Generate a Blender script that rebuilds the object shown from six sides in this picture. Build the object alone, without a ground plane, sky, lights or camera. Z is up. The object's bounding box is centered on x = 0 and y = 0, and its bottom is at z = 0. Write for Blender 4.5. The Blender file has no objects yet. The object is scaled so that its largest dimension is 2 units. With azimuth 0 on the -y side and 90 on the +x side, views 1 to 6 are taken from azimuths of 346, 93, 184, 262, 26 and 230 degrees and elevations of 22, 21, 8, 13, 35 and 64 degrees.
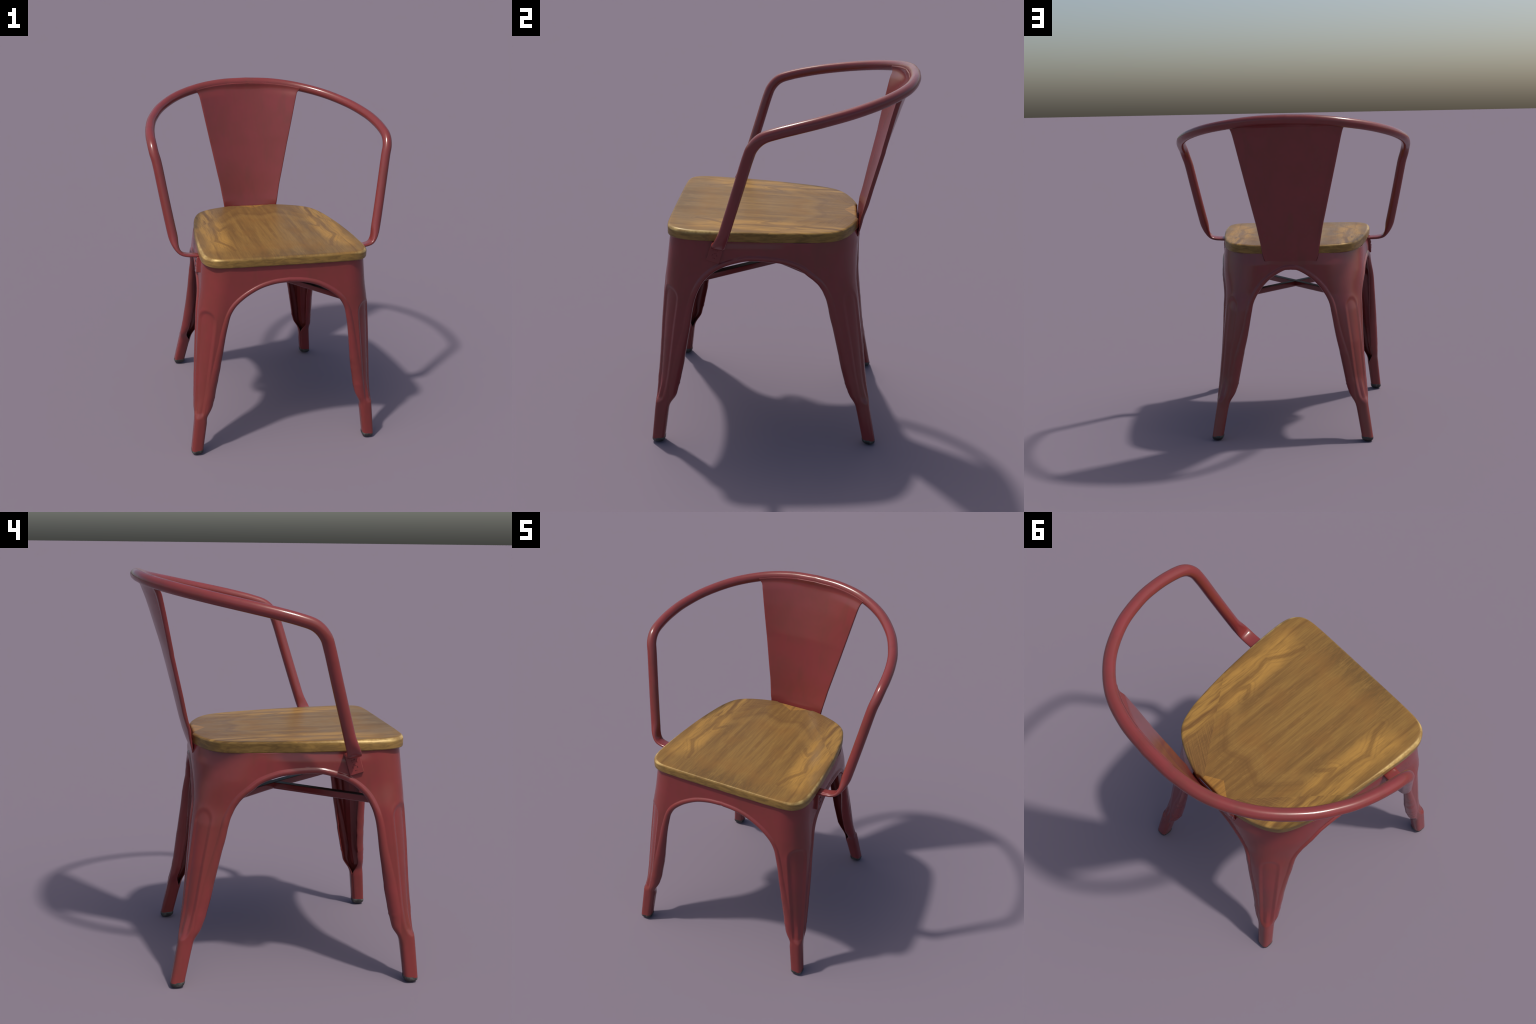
"""Red pressed-metal armchair with a wooden seat, built part by part."""
import bpy, bmesh, math
import numpy as np
from mathutils import Vector

I = np.interp


# ------------------------------------------------------------------ helpers
def catmull(C, n=12, closed=False):
    C = np.asarray(C, float)
    E = np.vstack([C[-1:], C, C[:2]]) if closed else np.vstack([2*C[0]-C[1], C, 2*C[-1]-C[-2]])
    out = []
    for i in range(1, len(E)-2):
        p0, p1, p2, p3 = E[i-1:i+3]
        t = np.linspace(0, 1, n, endpoint=False)[:, None]
        out.append(.5*(2*p1+(p2-p0)*t+(2*p0-5*p1+4*p2-p3)*t**2+(3*p1-p0-3*p2+p3)*t**3))
    if not closed:
        out.append(C[-1:])
    return np.vstack(out)


def resample(P, n, closed=False):
    P = np.asarray(P, float)
    if closed:
        P = np.vstack([P, P[:1]])
    L = np.r_[0, np.cumsum(np.linalg.norm(np.diff(P, axis=0), axis=1))]
    t = np.linspace(0, L[-1], n, endpoint=not closed)
    return np.stack([I(t, L, P[:, k]) for k in range(P.shape[1])], 1)


def smoothstep(a, b, x):
    t = np.clip((x-a)/(b-a), 0, 1)
    return t*t*(3-2*t)


def unit(v):
    return v/(np.linalg.norm(v, axis=-1, keepdims=True)+1e-12)


def mesh_object(name, verts, faces, mat, parent=None, smooth=True, angle=None):
    me = bpy.data.meshes.new(name)
    me.from_pydata([tuple(v) for v in verts], [], [tuple(f) for f in faces])
    me.validate()
    bm = bmesh.new()
    bm.from_mesh(me)
    bmesh.ops.remove_doubles(bm, verts=bm.verts, dist=1e-5)
    bmesh.ops.recalc_face_normals(bm, faces=bm.faces)
    bm.to_mesh(me)
    bm.free()
    for p in me.polygons:
        p.use_smooth = smooth
    if angle is not None:
        me.set_sharp_from_angle(angle=math.radians(angle))
    me.materials.append(mat)
    ob = bpy.data.objects.new(name, me)
    bpy.context.scene.collection.objects.link(ob)
    ob.parent = parent
    return ob


def loft(rings, cap=True):
    """closed rings (m,n,3) -> verts, faces"""
    R = np.asarray(rings)
    m, n = R.shape[:2]
    V = R.reshape(-1, 3)
    F = []
    for i in range(m-1):
        for j in range(n):
            k = (j+1) % n
            F.append((i*n+j, i*n+k, (i+1)*n+k, (i+1)*n+j))
    if cap:
        F.append(tuple(range(n))[::-1])
        F.append(tuple((m-1)*n+j for j in range(n)))
    return V, F


# ---------------------------------------------------------------- materials
class Nodes:
    def __init__(self, name):
        self.mat = bpy.data.materials.new(name)
        self.mat.use_nodes = True
        self.nt = self.mat.node_tree
        self.bsdf = self.nt.nodes["Principled BSDF"]
        self.coord = self.nt.nodes.new("ShaderNodeTexCoord").outputs["Object"]

    def link(self, a, b):
        if hasattr(a, "links"):
            self.nt.links.new(a, b)
        else:
            b.default_value = a

    def mapping(self, scale=(1, 1, 1), loc=(0, 0, 0), vec=None):
        m = self.nt.nodes.new("ShaderNodeMapping")
        self.link(vec or self.coord, m.inputs["Vector"])
        m.inputs["Scale"].default_value = scale
        m.inputs["Location"].default_value = loc
        return m.outputs[0]

    def noise(self, vec, scale, detail=4, rough=.5, dist=0.):
        n = self.nt.nodes.new("ShaderNodeTexNoise")
        self.link(vec, n.inputs["Vector"])
        n.inputs["Scale"].default_value = scale
        n.inputs["Detail"].default_value = detail
        n.inputs["Roughness"].default_value = rough
        n.inputs["Distortion"].default_value = dist
        return n.outputs["Fac"]

    def math(self, op, a, b=0., c=0., clamp=False):
        n = self.nt.nodes.new("ShaderNodeMath")
        n.operation = op
        n.use_clamp = clamp
        for i, v in enumerate((a, b, c)):
            self.link(v, n.inputs[i])
        return n.outputs[0]

    def ramp01(self, v, lo, hi, a=0., b=1.):
        n = self.nt.nodes.new("ShaderNodeMapRange")
        n.interpolation_type = 'SMOOTHSTEP'
        self.link(v, n.inputs[0])
        for i, x in enumerate((lo, hi, a, b)):
            n.inputs[i+1].default_value = x
        return n.outputs[0]

    def mix(self, fac, a, b, mode='MIX'):
        n = self.nt.nodes.new("ShaderNodeMix")
        n.data_type = 'RGBA'
        n.blend_type = mode
        self.link(fac, n.inputs[0])
        for v, s in ((a, n.inputs[6]), (b, n.inputs[7])):
            self.link((*v, 1) if isinstance(v, tuple) else v, s)
        return n.outputs[2]

    def xyz(self, vec=None):
        n = self.nt.nodes.new("ShaderNodeSeparateXYZ")
        self.link(vec or self.coord, n.inputs[0])
        return n.outputs

    def xyz_normal(self):
        g = self.nt.nodes.new("ShaderNodeNewGeometry")
        return self.xyz(g.outputs["Normal"])[2]

    def combine(self, x, y, z):
        n = self.nt.nodes.new("ShaderNodeCombineXYZ")
        for i, v in enumerate((x, y, z)):
            self.link(v, n.inputs[i])
        return n.outputs[0]

    def bump(self, h, strength=.2, dist=.002):
        n = self.nt.nodes.new("ShaderNodeBump")
        n.inputs["Strength"].default_value = strength
        n.inputs["Distance"].default_value = dist
        self.link(h, n.inputs["Height"])
        self.link(n.outputs[0], self.bsdf.inputs["Normal"])

    def out(self, color, rough, **kw):
        self.link((*color, 1) if isinstance(color, tuple) else color, self.bsdf.inputs["Base Color"])
        self.link(rough, self.bsdf.inputs["Roughness"])
        for k, v in kw.items():
            self.bsdf.inputs[k.replace("_", " ")].default_value = v
        return self.mat


def red_paint():
    m = Nodes("red_enamel_paint")
    streak = m.noise(m.mapping((9, 9, 1.4)), 1.5, 4, .55)
    blot = m.noise(m.mapping(), 5, 4, .6)
    fine = m.noise(m.mapping(), 70, 3, .5)
    c = m.mix(m.ramp01(blot, .36, .66), (.190, .0305, .0300), (.172, .0310, .0270))
    c = m.mix(m.ramp01(streak, .50, .72, 0, .55), c, (.146, .0330, .0255))
    c = m.mix(m.ramp01(fine, .58, .78, 0, .10), c, (.24, .060, .05))
    # a few rubbed, pale scratches
    sc = m.noise(m.mapping((60, 60, 7)), 1.3, 3, .7)
    pick = m.noise(m.mapping(loc=(3, 1, 7)), 4.5, 2, .5)
    s = m.math('MULTIPLY', m.ramp01(sc, .71, .77), m.ramp01(pick, .60, .70))
    c = m.mix(m.math('MULTIPLY', s, .22), c, (.26, .11, .09))
    r = m.ramp01(blot, .3, .75, .17, .25)
    m.bump(m.noise(m.mapping(), 8, 1, .5), .03, .004)
    return m.out(c, r, Specular_IOR_Level=.5)


def brace_top_dark():
    m = Nodes("dark_olive_brace_top")  # dark olive colour for the strip on the brace tops
    n = m.noise(m.mapping(), 30, 4, .6)
    return m.out(m.mix(n, (.030, .026, .020), (.050, .040, .028)), .45, Metallic=.2)


def rubber():
    m = Nodes("worn_black_rubber")
    n = m.noise(m.mapping(), 38, 4, .6)
    c = m.mix(m.ramp01(n, .42, .7), (.022, .022, .020), (.085, .085, .075))
    m.bump(n, .3, .003)
    return m.out(c, .45)


def wood():
    """wooden seat: the copied texture is mirrored, so everything is worked out in |x|"""
    m = Nodes("brown_oiled_wood")
    x, y, z = m.xyz()
    ax = m.math('ABSOLUTE', x)
    nz = m.xyz_normal()
    # wavering of the figure
    wob = m.noise(m.mapping((1, 1, 1)), 9, 1.5, .5)
    wob2 = m.noise(m.mapping((1, 1, 1), (4, 7, 2)), 8, 1.5, .5)
    u = m.math('ADD', ax, m.math('MULTIPLY', m.math('SUBTRACT', wob, .5), .035))
    v = m.math('ADD', y, m.math('MULTIPLY', m.math('SUBTRACT', wob2, .5), .05))
    mx = m.combine(ax, y, z)
    fine = m.noise(m.mapping((210, 9, 40), vec=mx), 1, 3, .6)
    pores = m.noise(m.mapping((90, 14, 90), vec=mx), 1, 4, .7)
    streak = m.noise(m.mapping((30, 1.3, 20), vec=mx), 1, 4, .6)
    cloud = m.noise(m.mapping((1, .6, 1), vec=mx), 9, 3, .6)
    # heart of the board
    c = m.mix(m.ramp01(streak, .32, .68), (.146, .078, .028), (.230, .130, .039))
    c = m.mix(m.ramp01(cloud, .42, .68, 0, .5), c, (.205, .100, .030))
    # honey-coloured sapwood towards both sides
    side = m.math('MULTIPLY', m.ramp01(u, .255, .325), m.ramp01(u, .47, .40, .25, 1.))
    side = m.math('MULTIPLY', side, m.ramp01(m.math('ABSOLUTE', m.math('ADD', v, .19)), .33, .20))
    c = m.mix(m.math('MULTIPLY', side, m.ramp01(cloud, .30, .62, .45, 1.)), c, (.340, .184, .047))
    # long dark veins near the edge
    vein = m.noise(m.mapping((34, 1.9, 1), vec=m.combine(u, y, 0.)), 1, 2, .5)
    vein = m.math('MULTIPLY', m.ramp01(vein, .44, .66), m.ramp01(u, .36, .41))
    c = m.mix(m.math('MULTIPLY', vein, .55), c, (.135, .068, .024))

    brk = m.noise(m.mapping((40, 7, 1), vec=m.combine(ax, y, 0.)), 1, 3, .6)

    # cathedral figure: dark lines drawn as short strokes
    dist = []

    def stroke(pts, w):
        best = None
        for (x0, y0), (x1, y1) in zip(pts[:-1], pts[1:]):
            dx, dy = x1-x0, y1-y0
            L = dx*dx+dy*dy
            px, py = m.math('SUBTRACT', u, x0), m.math('SUBTRACT', v, y0)
            t = m.math('ADD', m.math('MULTIPLY', px, dx/L), m.math('MULTIPLY', py, dy/L), clamp=True)
            qx = m.math('SUBTRACT', px, m.math('MULTIPLY', t, dx))
            qy = m.math('SUBTRACT', py, m.math('MULTIPLY', t, dy))
            d = m.math('SQRT', m.math('ADD', m.math('MULTIPLY', qx, qx), m.math('MULTIPLY', qy, qy)))
            best = d if best is None else m.math('MINIMUM', best, d)
        k = m.math('ADD', best, m.math('MULTIPLY', m.math('SUBTRACT', brk, .45), .012))
        dist.append(best)
        return m.ramp01(k, w*1.15, 0.)
    lines = None
    for pts, w, k in (([(.292, -.46), (.330, -.36), (.372, -.28), (.362, -.215), (.350, -.13), (.350, .05)], .022, .60),
                      ([(.373, -.285), (.366, -.225)], .022, .7),
                      ([(.272, -.045), (.318, -.118), (.334, -.035), (.334, .09)], .019, .58),
                      ([(0., .163), (.07, .196), (.122, .212), (.192, .150), (.262, .066)], .028, .45),
                      ([(.120, .214), (.150, .196)], .018, .6)):
        s = m.math('MULTIPLY', stroke(pts, w), k)
        lines = s if lines is None else m.math('MAXIMUM', lines, s)
    near = dist[0]
    for d in dist[1:]:
        near = m.math('MINIMUM', near, d)
    ring = m.math('MULTIPLY', m.math('SINE', m.math('MULTIPLY', near, 250.)), m.ramp01(near, .085, .010))
    c = m.mix(m.math('MULTIPLY', m.math('MAXIMUM', ring, 0.), .28), c, (.130, .066, .025))
    c = m.mix(m.math('MULTIPLY', lines, .75), c, (.112, .054, .022))
    # bleached halo inside the cathedral arch
    halo = m.math('MULTIPLY', stroke([(.0, .125), (.12, .165), (.19, .10), (.26, .02)], .05), .4)
    c = m.mix(halo, c, (.245, .140, .043))

    # UV seam copied at the back corners: darker, cross-striped texture pieces
    fy = m.math('SUBTRACT', .362, m.math('MULTIPLY', m.math('SUBTRACT', ax, .10), 1.19))
    behind = m.math('MULTIPLY', m.math('GREATER_THAN', y, fy), m.math('GREATER_THAN', ax, .085))
    rot = m.math('ADD', m.math('MULTIPLY', ax, .45), m.math('MULTIPLY', y, .9))
    st2 = m.noise(m.mapping((5, 160, 1), vec=m.combine(ax, rot, 0.)), 1, 3, .6)
    corner = m.mix(m.ramp01(st2, .35, .65), (.118, .060, .025), (.188, .100, .034))
    v2 = m.noise(m.mapping((36, 3.5, 1), vec=m.combine(u, y, 0.)), 1, 2, .5)
    outer = m.mix(m.ramp01(v2, .38, .64), (.300, .165, .044), (.140, .070, .026))
    corner = m.mix(m.ramp01(u, .24, .33), corner, outer)
    c = m.mix(m.math('MULTIPLY', behind, .92), c, corner)
    # small orange wedge in the middle of the back edge
    wy = m.math('ADD', .332, m.math('MULTIPLY', m.math('SUBTRACT', ax, .012), .62))
    wedge = m.math('MULTIPLY', m.math('GREATER_THAN', y, wy), m.math('LESS_THAN', ax, .082))
    c = m.mix(m.math('MULTIPLY', wedge, .62), c, (.345, .170, .040))
    wl = m.ramp01(m.math('ABSOLUTE', m.math('SUBTRACT', x, .006)), .010, .003)
    c = m.mix(m.math('MULTIPLY', m.math('MULTIPLY', wedge, wl), .7), c, (.15, .075, .026))
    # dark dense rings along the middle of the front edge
    fr = m.math('MULTIPLY', m.ramp01(y, -.44, -.57), m.ramp01(ax, .33, .15))
    rings = m.noise(m.mapping((130, 16, 30), vec=mx), 1, 3, .7)
    c = m.mix(m.math('MULTIPLY', fr, m.ramp01(rings, .35, .65, .25, .8)), c, (.105, .062, .026))
    # pores over everything
    c = m.mix(m.ramp01(fine, .45, .70, 0, .42), c, (.112, .060, .024))
    c = m.mix(m.ramp01(pores, .56, .74, 0, .32), c, (.30, .175, .055))
    # sawn rim: paler and greyer, with upright grain
    grain = m.noise(m.mapping((14, 14, 60)), 1, 4, .6, .8)
    rim = m.mix(m.ramp01(grain, .32, .68), (.160, .095, .033), (.262, .158, .047))
    c = m.mix(m.ramp01(nz, .65, .2), c, rim)
    # pale glint painted along the rounding with some wear, strongest at the front corners
    worn_glint = m.math('MULTIPLY', m.ramp01(nz, .985, .85), m.ramp01(nz, .15, .5))
    wn = m.noise(m.mapping((7, 7, 7)), 2, 3, .6)
    worn_glint = m.math('MULTIPLY', worn_glint, m.ramp01(wn, .38, .62, .15, .8))
    place = m.math('MAXIMUM', m.math('MULTIPLY', m.ramp01(ax, .36, .44), m.ramp01(y, -.12, -.32)), .18)
    c = m.mix(m.math('MULTIPLY', worn_glint, place), c, (.50, .35, .13))
    m.bump(m.math('ADD', fine, streak), .12, .0015)
    edge = m.math('MULTIPLY', m.ramp01(nz, .985, .8), place)
    m.link(m.math('ADD', m.math('MULTIPLY', edge, .5), .16), m.bsdf.inputs['Specular IOR Level'])
    m.bsdf.inputs['Specular Tint'].default_value = (1, .80, .42, 1)
    return m.out(c, m.ramp01(cloud, .3, .7, .34, .44))


RED = red_paint()
WOOD = wood()
RUBBER = rubber()
DARK = brace_top_dark()

# ------------------------------------------------------------------- chair
chair = bpy.data.objects.new("metal_armchair", None)
bpy.context.scene.collection.objects.link(chair)
chair["label"] = "red painted metal armchair with brown wooden seat"
chair["category"] = "chair"

# ------------------------------------------- pressed frame: apron and legs
# side planes of the frame against height
yF = lambda z: I(z, [0, .19, .39, .70, .93, 1.165], [-.690, -.673, -.656, -.638, -.620, -.598])
xF = lambda z: I(z, [0, .2, .32, .6, .9, 1.17], [.580, .560, .553, .538, .521, .502])
xR = lambda z: I(z, [0, .22, .37, .58, .9, 1.17], [.503, .471, .455, .445, .432, .422])
yR = lambda z: I(z, [0, .2, .39, .6, .84, 1.1, 1.17], [.546, .505, .477, .455, .432, .405, .398])
rF = lambda z: I(z, [.2, .4, .6, .9, 1.17], [.050, .082, .105, .14, .16])
rR = lambda z: I(z, [.2, .4, .6, .8, 1.0, 1.17], [.050, .090, .125, .18, .275, .345])
# the rear flanges lean forward towards the middle
slF = lambda z: I(z, [.2, .3, .45, .7, .95], [.01, .035, .04, .015, 0.])
slR = lambda z: I(z, [.2, .35, .9, 1.08], [.02, .05, .045, 0.])
YMID = -.12
STUB_R = .036
Z_STUB = .19


def zsplit(y):
    return 1.1625-.029*y


FRONT_ARCH = [(0, 1.066), (.08, 1.060), (.16, 1.040), (.23, 1.005), (.28, .97), (.32, .930), (.346, .88), (.363, .81),
              (.376, .74), (.392, .63), (.408, .53), (.427, .44), (.446, .34), (.455, .305), (.471, .265), (.489, .225), (.496, Z_STUB)]
SIDE_ARCH_F = [(-.12, 1.058), (-.17, 1.058), (-.22, 1.050), (-.30, 1.024), (-.37, .978), (-.42, .915), (-.453, .82),
               (-.476, .67), (-.489, .60), (-.507, .505), (-.529, .40), (-.553, .285), (-.573, .23), (-.588, Z_STUB)]
SIDE_ARCH_R = [(-.12, 1.058), (-.06, 1.054), (.01, 1.043), (.09, 1.012), (.135, .978), (.18, .94), (.21, .904),
               (.23, .865), (.248, .82), (.266, .74), (.284, .67), (.318, .525), (.347, .415), (.367, .35),
               (.388, .288), (.413, .23), (.432, Z_STUB)]
REAR_ARCH = [(0, 1.052), (.037, 1.047), (.09, 1.019), (.14, .982), (.18, .94), (.21, .897), (.235, .847), (.248, .79),
             (.274, .641), (.308, .498), (.338, .356), (.357, .287), (.381, .23), (.398, Z_STUB)]


def ring(z, front):
    """quarter outline at height z, from the middle of the front (or rear) to the middle of the side"""
    y0 = yF(z) if front else yR(z)
    V = np.array([xF(z) if front else xR(z), y0])
    O = np.array([xR(z), yR(z)]) if front else np.array([xF(z), yF(z)])
    r = rF(z) if front else rR(z)
    d1 = unit(np.array([-V[0], slF(z)])) if front else unit(np.array([-V[0], -slR(z)]))
    d2 = unit(O-V)
    a, b = V+d1*r, V+d2*r
    k = .5523 if front else .56
    t = np.linspace(0, 1, 25)[:, None]
    c1, c2 = a-d1*r*k, b-d2*r*k
    arc = (1-t)**3*a+3*t*(1-t)**2*c1+3*t*t*(1-t)*c2+t**3*b
    end = V+d2*((YMID-V[1])/d2[1])
    P = np.vstack([V+d1*(V[0]/-d1[0]), arc, end])
    L = np.r_[0, np.cumsum(np.linalg.norm(np.diff(P, axis=0), axis=1))]
    return P, L, L[13], abs(d2[1])


def quarter(front):
    """grid of points (rows top->foot, columns front/rear edge -> side edge) of one leg with its apron quarter"""
    A = resample(catmull(FRONT_ARCH if front else REAR_ARCH, 10), 91)
    S = resample(catmull(SIDE_ARCH_F if front else SIDE_ARCH_R, 10), 91)
    n0, n1, n2 = 14, 91, 14
    nb = 18
    s = np.linspace(-1, 1, 73)
    rows = n0+n1+n2

    def bead_w(z):
        return I(z, [.2, .27, .35, .5, .7, .9, 1.05], [.012, .024, .037, .036, .024, .0175, .0165])
    def bead_k(z):
        return I(z, [.3, .5, .7, .9, 1.0], [.90, .88, .76, .58, .50])
    # inner border (where the sheet meets the rolled rim): arch moved back into the sheet
    def inset(C, sgn):
        t = unit(np.gradient(C, axis=0))
        n = np.stack([-t[:, 1], t[:, 0]], 1)*sgn
        t[0] = (1, 0)
        n[0] = (0, 1)
        return C+n*((1+np.sqrt(1-bead_k(C[:, 1])**2))*bead_w(C[:, 1]))[:, None]
    sg = 1 if front else 1
    Ai = inset(A, 1)
    Si = inset(S, -1 if front else 1)
    Ai[0, 0] = 0
    Si[0, 0] = YMID
    base = np.zeros((rows, len(s), 3))
    Lc = np.zeros((rows, len(s)))
    lowz = np.linspace(Z_STUB, .026, n2+1)[1:]
    for i in range(rows):
        if i < n0:
            f = i/n0
            yc = yF(1.1) if front else yR(1.1)
            za = zsplit(yc)*(1-f)+Ai[0, 1]*f
            zs = zsplit(YMID)*(1-f)+Si[0, 1]*f
            zc = zsplit(yc)*(1-f)+1.125*f
            xa, ys = 0., YMID
        elif i < n0+n1:
            k = i-n0
            xa, za = Ai[k]
            ys, zs = Si[k]
            f = k/(n1-1)
            zc = 1.125+(Z_STUB-1.125)*f**1.35
        else:
            xa, ys = Ai[-1, 0], Si[-1, 0]
            za = zs = zc = lowz[i-n0-n1]
        for j, q in enumerate(s):
            zb = za if q < 0 else zs
            z = zc+(zb-zc)*abs(q)**1.25
            P, L, lc, dy = ring(z, front)
            le = xa if q < 0 else L[-1]-abs(ys-YMID)/dy
            l = lc+(le-lc)*abs(q)
            base[i, j] = (I(l, L, P[:, 0]), I(l, L, P[:, 1]), z)
            Lc[i, j] = l-lc
    # side flanges: the front leg's flares out towards its arch, the rear leg's leans in
    yy, zz = base[..., 1], base[..., 2]
    zf = smoothstep(1.03, .85, zz)*smoothstep(.19, .32, zz)*smoothstep(.36, .50, base[..., 0]) if front else smoothstep(1.03, .85, zz)*smoothstep(.19, .32, zz)*smoothstep(.33, .42, base[..., 0])
    base[..., 0] += zf*(.011*smoothstep(-.645, -.50, yy)*smoothstep(-.15, -.40, yy)
                        - .017*smoothstep(.47, .31, yy)*smoothstep(.05, .20, yy))
    # the apron swells a little under the sides of the seat
    base[..., 0] += .008*smoothstep(.93, 1.06, zz)*smoothstep(1.17, 1.11, zz)*smoothstep(.36, .45, base[..., 0])*smoothstep(-.50, -.30, yy)*smoothstep(.16, -.05, yy)
    # outward normals
    du = np.gradient(base, axis=1)
    dv = np.gradient(base, axis=0)
    N = unit(np.cross(dv, du))
    cen = np.array([.2, -.3 if front else .2, 0])
    N *= np.sign((N*((base-cen)*[1, 1, 0])).sum(-1, keepdims=True))
    # embossed channel that runs down the outer corner
    Zb = base[..., 2]
    hw = I(Zb, [.22, .40, .8], [.026, .036, .050])
    top, bot = (.845, .279) if front else (.815, .279)
    dz = np.maximum(0, np.maximum(Zb-top, bot-Zb))
    d = np.sqrt(Lc**2+dz**2)-hw
    depth = .009 if front else .008
    fade = 1. if front else smoothstep(.95, .45, Zb)*.6+.4
    groove = smoothstep(.011, -.011, d)*depth*fade
    # slight ridge along the channel border
    groove -= np.exp(-((d-.012)/.008)**2)*.0015*fade
    # rolled rims on both borders

    def rim(col, sign):
        E = base[:, col]
        Nn = unit(N[:, col]*[1, 1, 1])
        tan = np.gradient(E, axis=0)
        tan[:n0] = tan[n0+1]
        T = unit(np.cross(Nn, tan))
        j = n0+60
        inner = base[j, col+(1 if col == 0 else -1)]
        T *= np.sign(T[j] @ (E[j]-inner))
        T[n0] = (0, 0, -1)
        e = n0+n1-4
        T[e:], Nn[e:] = T[e-1], Nn[e-1]
        w = bead_w(E[:, 2])[:, None]
        kk = bead_k(E[:, 2])[:, None]
        out = np.zeros((rows, nb-1, 3))
        for k in range(1, nb):
            f = k/(nb-1)
            phi = (np.pi-np.arcsin(kk))*(1-f)+np.radians(I(E[:, 2], [.3, .5, .8, 1.], [-25, -30, -70, -125]))[:, None]*f
            out[:, k-1] = E+T*(w*(np.sqrt(1-kk**2)+np.cos(phi)))+Nn*(w*(-kk+np.sin(phi)))
        out[:n0] = E[:n0, None]
        return out
    ra, rs = rim(0, -1), rim(len(s)-1, 1)
    G = np.concatenate([ra[:, ::-1], base, rs], 1)
    # legs close into a round-cornered tube at the foot
    nc = G.shape[1]
    AB = 80.
    side = I(np.linspace(0, 1, nb)[1:], [0, .8, 1.], [AB, 138., 180.])
    ang = np.concatenate([-side[::-1], np.linspace(-AB, AB, len(s)), side])
    diag = math.radians(-45 if front else 45)
    # column order runs front->side (angle grows ccw) at the front, rear->side (clockwise) at the rear
    a = diag+np.radians(ang)*(1 if front else -1)
    ca, sa = np.cos(a), np.sin(a)
    p = 3.2
    zz = G[..., 2]
    zc = np.clip(zz, 0, .4)
    R = .0350+.0035*np.clip(zc/.22, 0, 1)
    rad = R/((np.abs(ca)**p+np.abs(sa)**p)**(1/p))
    cx = (xF(zc) if front else xR(zc))-R
    cy = (yF(zc)+R) if front else (yR(zc)-R)
    C = np.stack([cx+rad*ca, cy+rad*sa, zz], -1)
    low = np.arange(rows) >= n0+n1
    for i in np.where(low)[0]:
        C[i, :, 2] = lowz[i-n0-n1]
    corner = np.clip(1-np.abs(ang)/AB, 0, 1)**.7
    m = smoothstep(.290+.09*corner, .190, zz)
    m[low] = 1
    G = G*(1-m[..., None])+C*m[..., None]
    G[:, nb-1:nb-1+len(s)] -= N*(groove*(1-low[:, None]))[..., None]
    return G, n0, nb


def frame_geometry():
    V, F, tag = [], [], []
    TH = .005
    for front in (True, False):
        G, n0, nb = quarter(front)
        m, n = G.shape[:2]
        du = np.gradient(G, axis=1)
        dv = np.gradient(G, axis=0)
        Nn = np.cross(dv, du)
        # fill degenerate rim columns above the arch
        ok = np.linalg.norm(Nn, axis=-1) > 1e-9
        Nn = unit(Nn)
        mid = n//2
        out = np.array([1, -1 if front else 1, 0.])
        if (Nn[m//3, mid]*out).sum() < 0:
            Nn = -Nn
        for j in range(nb-1):
            Nn[:n0, j] = Nn[:n0, nb]
            Nn[:n0, n-1-j] = Nn[:n0, n-1-nb]
        # the inside of each leg is filled out towards its corner
        q = np.clip((np.arange(n)-(nb-1))/(n-2*nb+1), 0, 1)
        fill = .042*(1-np.abs(2*q-1))**.6*(np.arange(n) >= nb)*(np.arange(n) < n-nb)
        th = TH+fill[None]*smoothstep(1.0, .82, G[..., 2])*smoothstep(.02, .05, G[..., 2])
        inward = np.array([-1, 1 if front else -1, 0])/math.sqrt(2)
        H = G-Nn*TH+inward*(th-TH)[..., None]
        H[:n0+1, :nb, 0] = np.where(G[:n0+1, :nb, 0] < 1e-6, 0, H[:n0+1, :nb, 0])
        H[:n0+1, n-nb:, 1] = np.where(abs(G[:n0+1, n-nb:, 1]-YMID) < 1e-6, YMID, H[:n0+1, n-nb:, 1])
        for mir in (1, -1):
            M = np.array([mir, 1, 1])
            o = len(V)
            V.extend((G*M).reshape(-1, 3))
            V.extend((H*M).reshape(-1, 3))
            K = m*n

            def add(a, b, c, d):
                F.append((a+o, b+o, c+o, d+o))
            for i in range(m-1):
                j0, j1 = (nb-1, n-nb) if i < n0 else (0, n-1)
                for j in range(j0, j1):
                    q = (i*n+j, i*n+j+1, (i+1)*n+j+1, (i+1)*n+j)
                    add(*q)
                    add(*(v+K for v in q[::-1]))
                if i >= n0:
                    for j in (0, n-1):
                        q = (i*n+j, (i+1)*n+j, (i+1)*n+j+K, i*n+j+K)
                        add(*q)
            for j in range(nb-1, n-nb):
                add(j, j+1, j+1+K, j+K)
    return np.array(V), F


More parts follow.
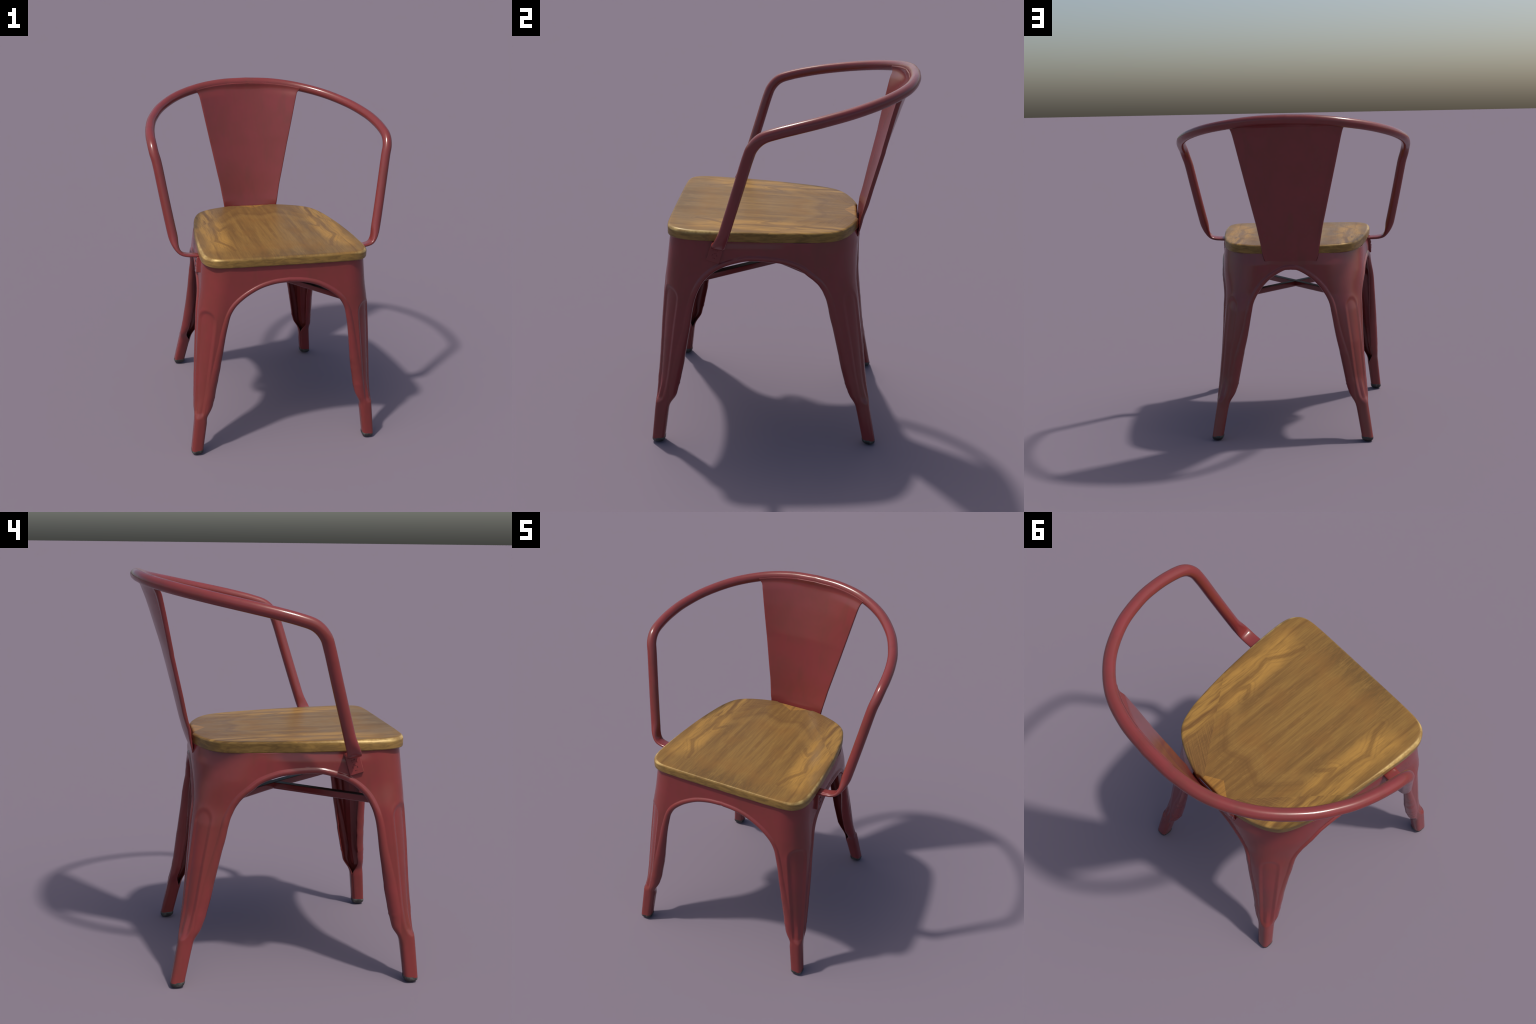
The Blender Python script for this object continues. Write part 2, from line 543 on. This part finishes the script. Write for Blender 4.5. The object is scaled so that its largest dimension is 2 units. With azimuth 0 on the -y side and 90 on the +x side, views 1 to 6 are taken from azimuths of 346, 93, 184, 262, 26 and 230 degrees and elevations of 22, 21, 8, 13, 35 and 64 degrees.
def build_frame():
    V, F = frame_geometry()
    me = bpy.data.meshes.new("frame_whole")
    me.from_pydata([tuple(v) for v in V], [], F)
    bm = bmesh.new()
    bm.from_mesh(me)
    bmesh.ops.remove_doubles(bm, verts=bm.verts, dist=4e-5)
    bmesh.ops.dissolve_degenerate(bm, edges=bm.edges, dist=1e-6)
    bmesh.ops.recalc_face_normals(bm, faces=bm.faces)
    bm.to_mesh(me)
    bm.free()
    co = np.array([v.co[:] for v in me.vertices])
    no = np.array([v.vector[:] for v in me.vertex_normals])
    groups = {"apron": [], "lf": [], "rf": [], "lr": [], "rr": []}
    for p in me.polygons:
        c = co[list(p.vertices)].mean(0)
        if c[2] > .93:
            groups["apron"].append(list(p.vertices))
        else:
            groups[("l" if c[0] < 0 else "r")+("f" if c[1] < YMID else "r")].append(list(p.vertices))
    for key in ("apron", "lf", "rf", "lr", "rr"):
        fs = groups[key]
        used = sorted({v for f in fs for v in f})
        idx = {v: i for i, v in enumerate(used)}
        part = bpy.data.meshes.new("apron" if key == "apron" else "leg")
        part.from_pydata([tuple(co[v]) for v in used], [], [tuple(idx[v] for v in f) for f in fs])
        for p in part.polygons:
            p.use_smooth = True
        part.normals_split_custom_set_from_vertices([tuple(no[v]) for v in used])
        part.materials.append(RED)
        ob = bpy.data.objects.new("apron" if key == "apron" else "leg", part)
        bpy.context.scene.collection.objects.link(ob)
        ob.parent = chair
        if key != "apron":
            build_foot(ob, key)
    bpy.data.meshes.remove(me)


def build_foot(leg, key):
    sx = -1 if key[0] == "l" else 1
    front = key[1] == "f"
    a = np.linspace(0, 2*np.pi, 40, endpoint=False)
    p = 3.2
    rings = []
    for z, r in ((.045, .030), (.034, .0345), (.031, .0360), (.020, .0362), (.013, .0345), (.004, .026), (0., .019)):
        cx = (xF(z) if front else xR(z))-STUB_R
        cy = (yF(z)+STUB_R) if front else (yR(z)-STUB_R)
        rad = r/((np.abs(np.cos(a))**p+np.abs(np.sin(a))**p)**(1/p))
        rings.append(np.stack([sx*(cx+rad*np.cos(a)), cy+rad*np.sin(a), np.full_like(a, z)], 1))
    V, F = loft(rings)
    mesh_object("foot", V, F, RUBBER, leg, angle=40)


build_frame()


# --------------------------------------------------------------- seat pan, braces
def outline_seat():
    half = [(0, -.610), (.15, -.610), (.3, -.609), (.395, -.604), (.447, -.588), (.481, -.550), (.497, -.498),
            (.499, -.43), (.494, -.34), (.483, -.22), (.465, -.05), (.441, .10), (.417, .20), (.379, .282),
            (.317, .334), (.236, .370), (.165, .391), (.120, .400)]
    h = catmull(half, 8)
    cut = np.array([(.112, .392), (.0, .392)])
    h = resample(np.vstack([h, cut]), 140)
    return np.vstack([h, h[-2:0:-1]*[-1, 1]])


def offset_in(P, d):
    nx = np.roll(P, -1, 0)-np.roll(P, 1, 0)
    n = unit(np.stack([-nx[:, 1], nx[:, 0]], 1))
    return P+n*(d[:, None] if np.ndim(d) else d)


def build_seat():
    P = outline_seat()
    n = len(P)
    ztop = 1.2125-.029*P[:, 1]
    zbot = 1.157-.029*P[:, 1]
    soft = np.exp(-((P[:, 1]+.46)/.16)**2)*smoothstep(.38, .47, np.abs(P[:, 0]))
    rt = .013+.012*soft
    rings = []

    def add(inset, z):
        Q = offset_in(P, inset)
        rings.append(np.c_[Q, z])
    add(.10, zbot)
    for a in np.linspace(-90, 0, 6):
        t = math.radians(a)
        add(.008*(1-math.cos(t)), zbot+.008*(1+math.sin(t)))
    for a in np.linspace(0, 90, 9):
        t = math.radians(a)
        add(rt*(1-math.cos(t))*1.15, ztop-rt*(1-math.sin(t)))
    cen = np.array([0, -.10])
    edge = offset_in(P, rt*1.15)
    for f in np.linspace(.96, .02, 22):
        Q = cen+(edge-cen)*f
        z = 1.2125-.029*Q[:, 1]+.0012*(1-f**2)
        rings.append(np.c_[Q, z])
    V, F = loft(rings)
    ob = mesh_object("seat", V, F, WOOD, chair, angle=60)
    return ob


build_seat()


def build_pan():
    P = offset_in(outline_seat(), .03)
    rings = [np.c_[P, 1.146-.029*P[:, 1]], np.c_[P, 1.152-.029*P[:, 1]]]
    V, F = loft(rings)
    mesh_object("seat_pan", V, F, RED, chair, angle=40)


build_pan()


def sweep(path, prof_fn, up=(0, 0, 1), n_cap=True):
    """loft a closed profile (local a: side, b: up) along a path"""
    path = np.asarray(path, float)
    T = unit(np.gradient(path, axis=0))
    rings = []
    up = np.asarray(up, float)
    for i, (p, t) in enumerate(zip(path, T)):
        side = unit(np.cross(t, up))
        u = np.cross(side, t)
        pr = prof_fn(i/(len(path)-1))
        rings.append(p+pr[:, :1]*side+pr[:, 1:]*u)
    return loft(rings, n_cap)


def build_braces():
    """two bars crossing under the seat, each a small solid bar with a dark strip along its top"""
    for sx, dz in ((1, 0.), (-1, .0015)):
        ends = [np.array([-sx*.405, -.525, .896]), np.array([sx*.330, .330, .881])]
        mid = np.array([0, -.036, .890])
        path = resample(catmull([ends[0], (ends[0]+mid)/2, mid, (ends[1]+mid)/2, ends[1]], 12), 41)
        path[:, 2] += dz

        def outer(f):
            a = np.radians(np.linspace(180, 360, 13))
            w = .021
            arc = np.stack([w*np.cos(a), -.005+.015*np.sin(a)], 1)
            return np.vstack([arc, [(w, .017), (-w, .017)]])

        def inner(f):
            w = .0185
            return np.array([(-w, .012), (w, .012), (w*.95, .0188), (-w*.95, .0188)])
        V, F = sweep(path, outer)
        bar = mesh_object("brace", V, F, RED, chair, angle=45)
        V, F = sweep(path, inner)
        mesh_object("brace_top_strip", V, F, DARK, bar, angle=45)  # dark strip laid on the bar's flat red top


build_braces()

# ------------------------------------------------------------ arm rail tube
ARM = [(0, .661, 1.971), (.166, .649, 1.966), (.33, .601, 1.949), (.488, .494, 1.923), (.611, .345, 1.890),
       (.683, .195, 1.858), (.714, .08, 1.832), (.727, -.02, 1.806), (.7285, -.09, 1.780), (.722, -.135, 1.735),
       (.707, -.160, 1.675), (.680, -.205, 1.52), (.655, -.246, 1.38), (.632, -.282, 1.26), (.617, -.303, 1.205),
       (.594, -.316, 1.172), (.560, -.321, 1.160), (.525, -.324, 1.157), (.490, -.326, 1.155)]


def build_arm():
    """one half of the bent tube, flattened at its end, then mirrored and welded in the middle"""
    half = resample(catmull(ARM, 14), 150)
    T = unit(np.gradient(half, axis=0))
    T[0] = (1, 0, 0)
    a = np.linspace(0, 2*np.pi, 28, endpoint=False)
    c, s = np.cos(a), np.sin(a)
    wide = np.array([0, 1., -.15])
    rings = []
    for i in range(len(half)-1, -1, -1):
        t = T[i]
        wide = unit(wide-t*(wide@t))
        thin = np.cross(t, wide)
        d = i/(len(half)-1)
        f = smoothstep(.885, .955, d)
        r = .0290-.0005*smoothstep(.1, .5, d)
        rw, rt = r+(.035-r)*f, r+(.0095-r)*f
        pw = 2+1.6*f
        q = 1/((np.abs(c)**pw+np.abs(s)**pw)**(1/pw))
        rings.append(half[i]+(rw*q*c)[:, None]*wide+(rt*q*s)[:, None]*thin)
    rings = np.array(rings)
    rings[-1, :, 0] = 0
    V, F = loft(rings)
    F = F[:-1]
    n = len(V)
    return mesh_object("arm_rail", np.vstack([V, V*[-1, 1, 1]]), F+[tuple(v+n for v in f[::-1]) for f in F], RED, chair,
                       angle=60)


rail = build_arm()


def build_tabs():
    """flat ear that folds down from the arm end and is welded to the side of the apron"""
    for sx in (1, -1):
        bm = bmesh.new()
        top = [(.495, -.364, 1.156), (.492, -.291, 1.156)]
        bot = [(.503, -.389, 1.070), (.499, -.320, 1.050)]
        rows = []
        n = 9
        for i in range(n):
            f = i/(n-1)
            A = np.array(top[0])*(1-f)+np.array(bot[0])*f
            B = np.array(top[1])*(1-f)+np.array(bot[1])*f
            rows.append([A*(1-g)+B*g for g in np.linspace(0, 1, n)])
        R = np.array(rows)
        th = .009
        outer = R+[th, 0, 0]
        inner = R-[.02, 0, 0]
        # stamped emblem relief: small raised worn lumps
        rng = np.random.default_rng(5)
        V = np.vstack([outer.reshape(-1, 3), inner.reshape(-1, 3)])*[sx, 1, 1]
        F = []
        K = n*n
        for i in range(n-1):
            for j in range(n-1):
                q = (i*n+j, i*n+j+1, (i+1)*n+j+1, (i+1)*n+j)
                F.append(q)
                F.append(tuple(v+K for v in q[::-1]))
        b = [j for j in range(n)]+[i*n+n-1 for i in range(1, n)]+[(n-1)*n+j for j in range(n-2, -1, -1)]+[i*n for i in range(n-2, 0, -1)]
        for i in range(len(b)):
            p, q = b[i], b[(i+1) % len(b)]
            F.append((p, q, q+K, p+K))
        bm.free()
        ob = mesh_object("arm_bracket", V, F, RED, rail, angle=35)
        # worn stamped emblem on the ear: a few raised strokes
        V, F = [], []
        for a, b, la, lb in ((.30, .34, .07, .16), (.46, .30, .06, .10), (.62, .36, .07, .15), (.50, .52, .26, .05),
                             (.34, .62, .06, .12), (.66, .64, .08, .10), (.50, .78, .20, .04)):
            k = len(V)
            for s1, s2, up in ((-1, -1, 0), (1, -1, 0), (1, 1, 0), (-1, 1, 0), (-.6, -.6, 1), (.6, -.6, 1), (.6, .6, 1), (-.6, .6, 1)):
                g, f = a+s1*la/2, b+s2*lb/2
                p = (R[0, 0]*(1-f)+R[-1, 0]*f)*(1-g)+(R[0, -1]*(1-f)+R[-1, -1]*f)*g
                V.append((p+[th-.001+.0035*up, 0, 0])*[sx, 1, 1])
            F += [tuple(k+i for i in q) for q in ((0, 1, 5, 4), (1, 2, 6, 5), (2, 3, 7, 6), (3, 0, 4, 7), (4, 5, 6, 7), (3, 2, 1, 0))]
        mesh_object("emblem", V, F, RED, rail, angle=30)
        bv = ob.modifiers.new("round", 'BEVEL')
        bv.width = .004
        bv.segments = 3
        bv.limit_method = 'ANGLE'


build_tabs()


# ---------------------------------------------------------------- backrest
def build_backrest():
    rail_mid = catmull(ARM[:5], 14)
    fs = np.concatenate([np.linspace(0, .035, 6, endpoint=False), np.linspace(.035, .88, 60, endpoint=False),
                         np.linspace(.88, 1, 26)])[::-1]
    Z0 = 1.104
    rows = []
    nx = 49
    rr = .008
    wide = lambda z: I(z, [1.104, 1.13, 1.20, 1.33, 1.42, 1.55, 1.72, 1.87, 1.900, 1.915, 1.927, 1.94],
                       [.160, .169, .181, .203, .223, .251, .288, .320, .327, .333, .343, .352])
    mid = lambda z: I(z, [1.104, 1.15, 1.20, 1.26, 1.40, 1.62, 1.80, 1.90, 1.95], [.398, .415, .432, .448, .480, .534, .588, .620, .636])
    bow = lambda z: I(z, [1.104, 1.16, 1.22, 1.3, 1.6, 1.72, 1.9, 2.0], [.004, .016, .030, .030, .037, .050, .069, .071])
    depth = lambda z: I(z, [1.104, 1.16, 1.30, 1.86, 1.925, 1.955, 1.97], [.008, .012, .021, .024, .028, .048, .056])
    panel = lambda z: I(z, [1.104, 1.16, 1.86, 1.925, 1.955, 1.97], [.007, .009, .012, .016, .046, .055])
    n_face = 41
    for f in fs:
        # closed section: front face, rounded edge, back face with a shallow pan, rounded edge
        sec = [(x, rr, 0.) for x in np.linspace(-1, 1, n_face)]
        sec += [(1., rr*(1-math.cos(a)), rr*(1-math.sin(a))) for a in np.radians(np.linspace(90, 0, 6)[1:])]
        sec += [(1., rr*(1-math.sin(a)), -rr*(1-math.cos(a))-.0001) for a in np.radians(np.linspace(90, 0, 6))]
        sec += [(x, rr, -1.) for x in np.linspace(1, -1, n_face)[1:]]
        sec += [(-1., rr*(1-math.cos(a)), -rr*(1-math.sin(a))-.0001) for a in np.radians(np.linspace(90, 0, 6)[1:])]
        sec += [(-1., rr*(1-math.cos(a)), rr*(1-math.sin(a))) for a in np.radians(np.linspace(0, 90, 6)[:-1])]
        row = []
        for u, ins, back in sec:
            x = u
            z = Z0+(1.971-Z0)*f
            for _ in range(3):
                x = u*(wide(z)-ins)
                zt = I(abs(x), rail_mid[:, 0], rail_mid[:, 2])
                yt = I(abs(x), rail_mid[:, 0], rail_mid[:, 1])
                if f < .93:
                    z = Z0+(zt-Z0)*f/.93
                else:
                    th = (f-.93)/.07*1.50
                    z = zt+(.0295+.0035*(1-th/1.5))*math.sin(th)
            y = mid(z)-bow(z)*(x/wide(z))**2
            # the sheet wraps onto the tube at the top
            R = .033+.002*(x/wide(z))**2
            if f < .93:
                k = float(smoothstep(zt-.065, zt+.004, z))
                y = y*(1-k)+(yt-R)*k
            else:
                y = yt-(.0295+(R-.0295)*(1-th/1.5))*math.cos(th)
            if back == -1.:
                e = abs(x)/wide(z)
                k2 = float(smoothstep(.955, .90, e))
                b = depth(z)*(1-k2)+panel(z)*k2
            elif back < 0:
                b = depth(z)+back
            else:
                b = back
            if f >= .93:
                b = min(b, rr)*(1-(f-.93)/.07)+.004
            row.append((x, y+b, z))
        rows.append(row)
    V, F = loft(np.array(rows))
    mesh_object("backrest", V, F, RED, chair, angle=50)


build_backrest()
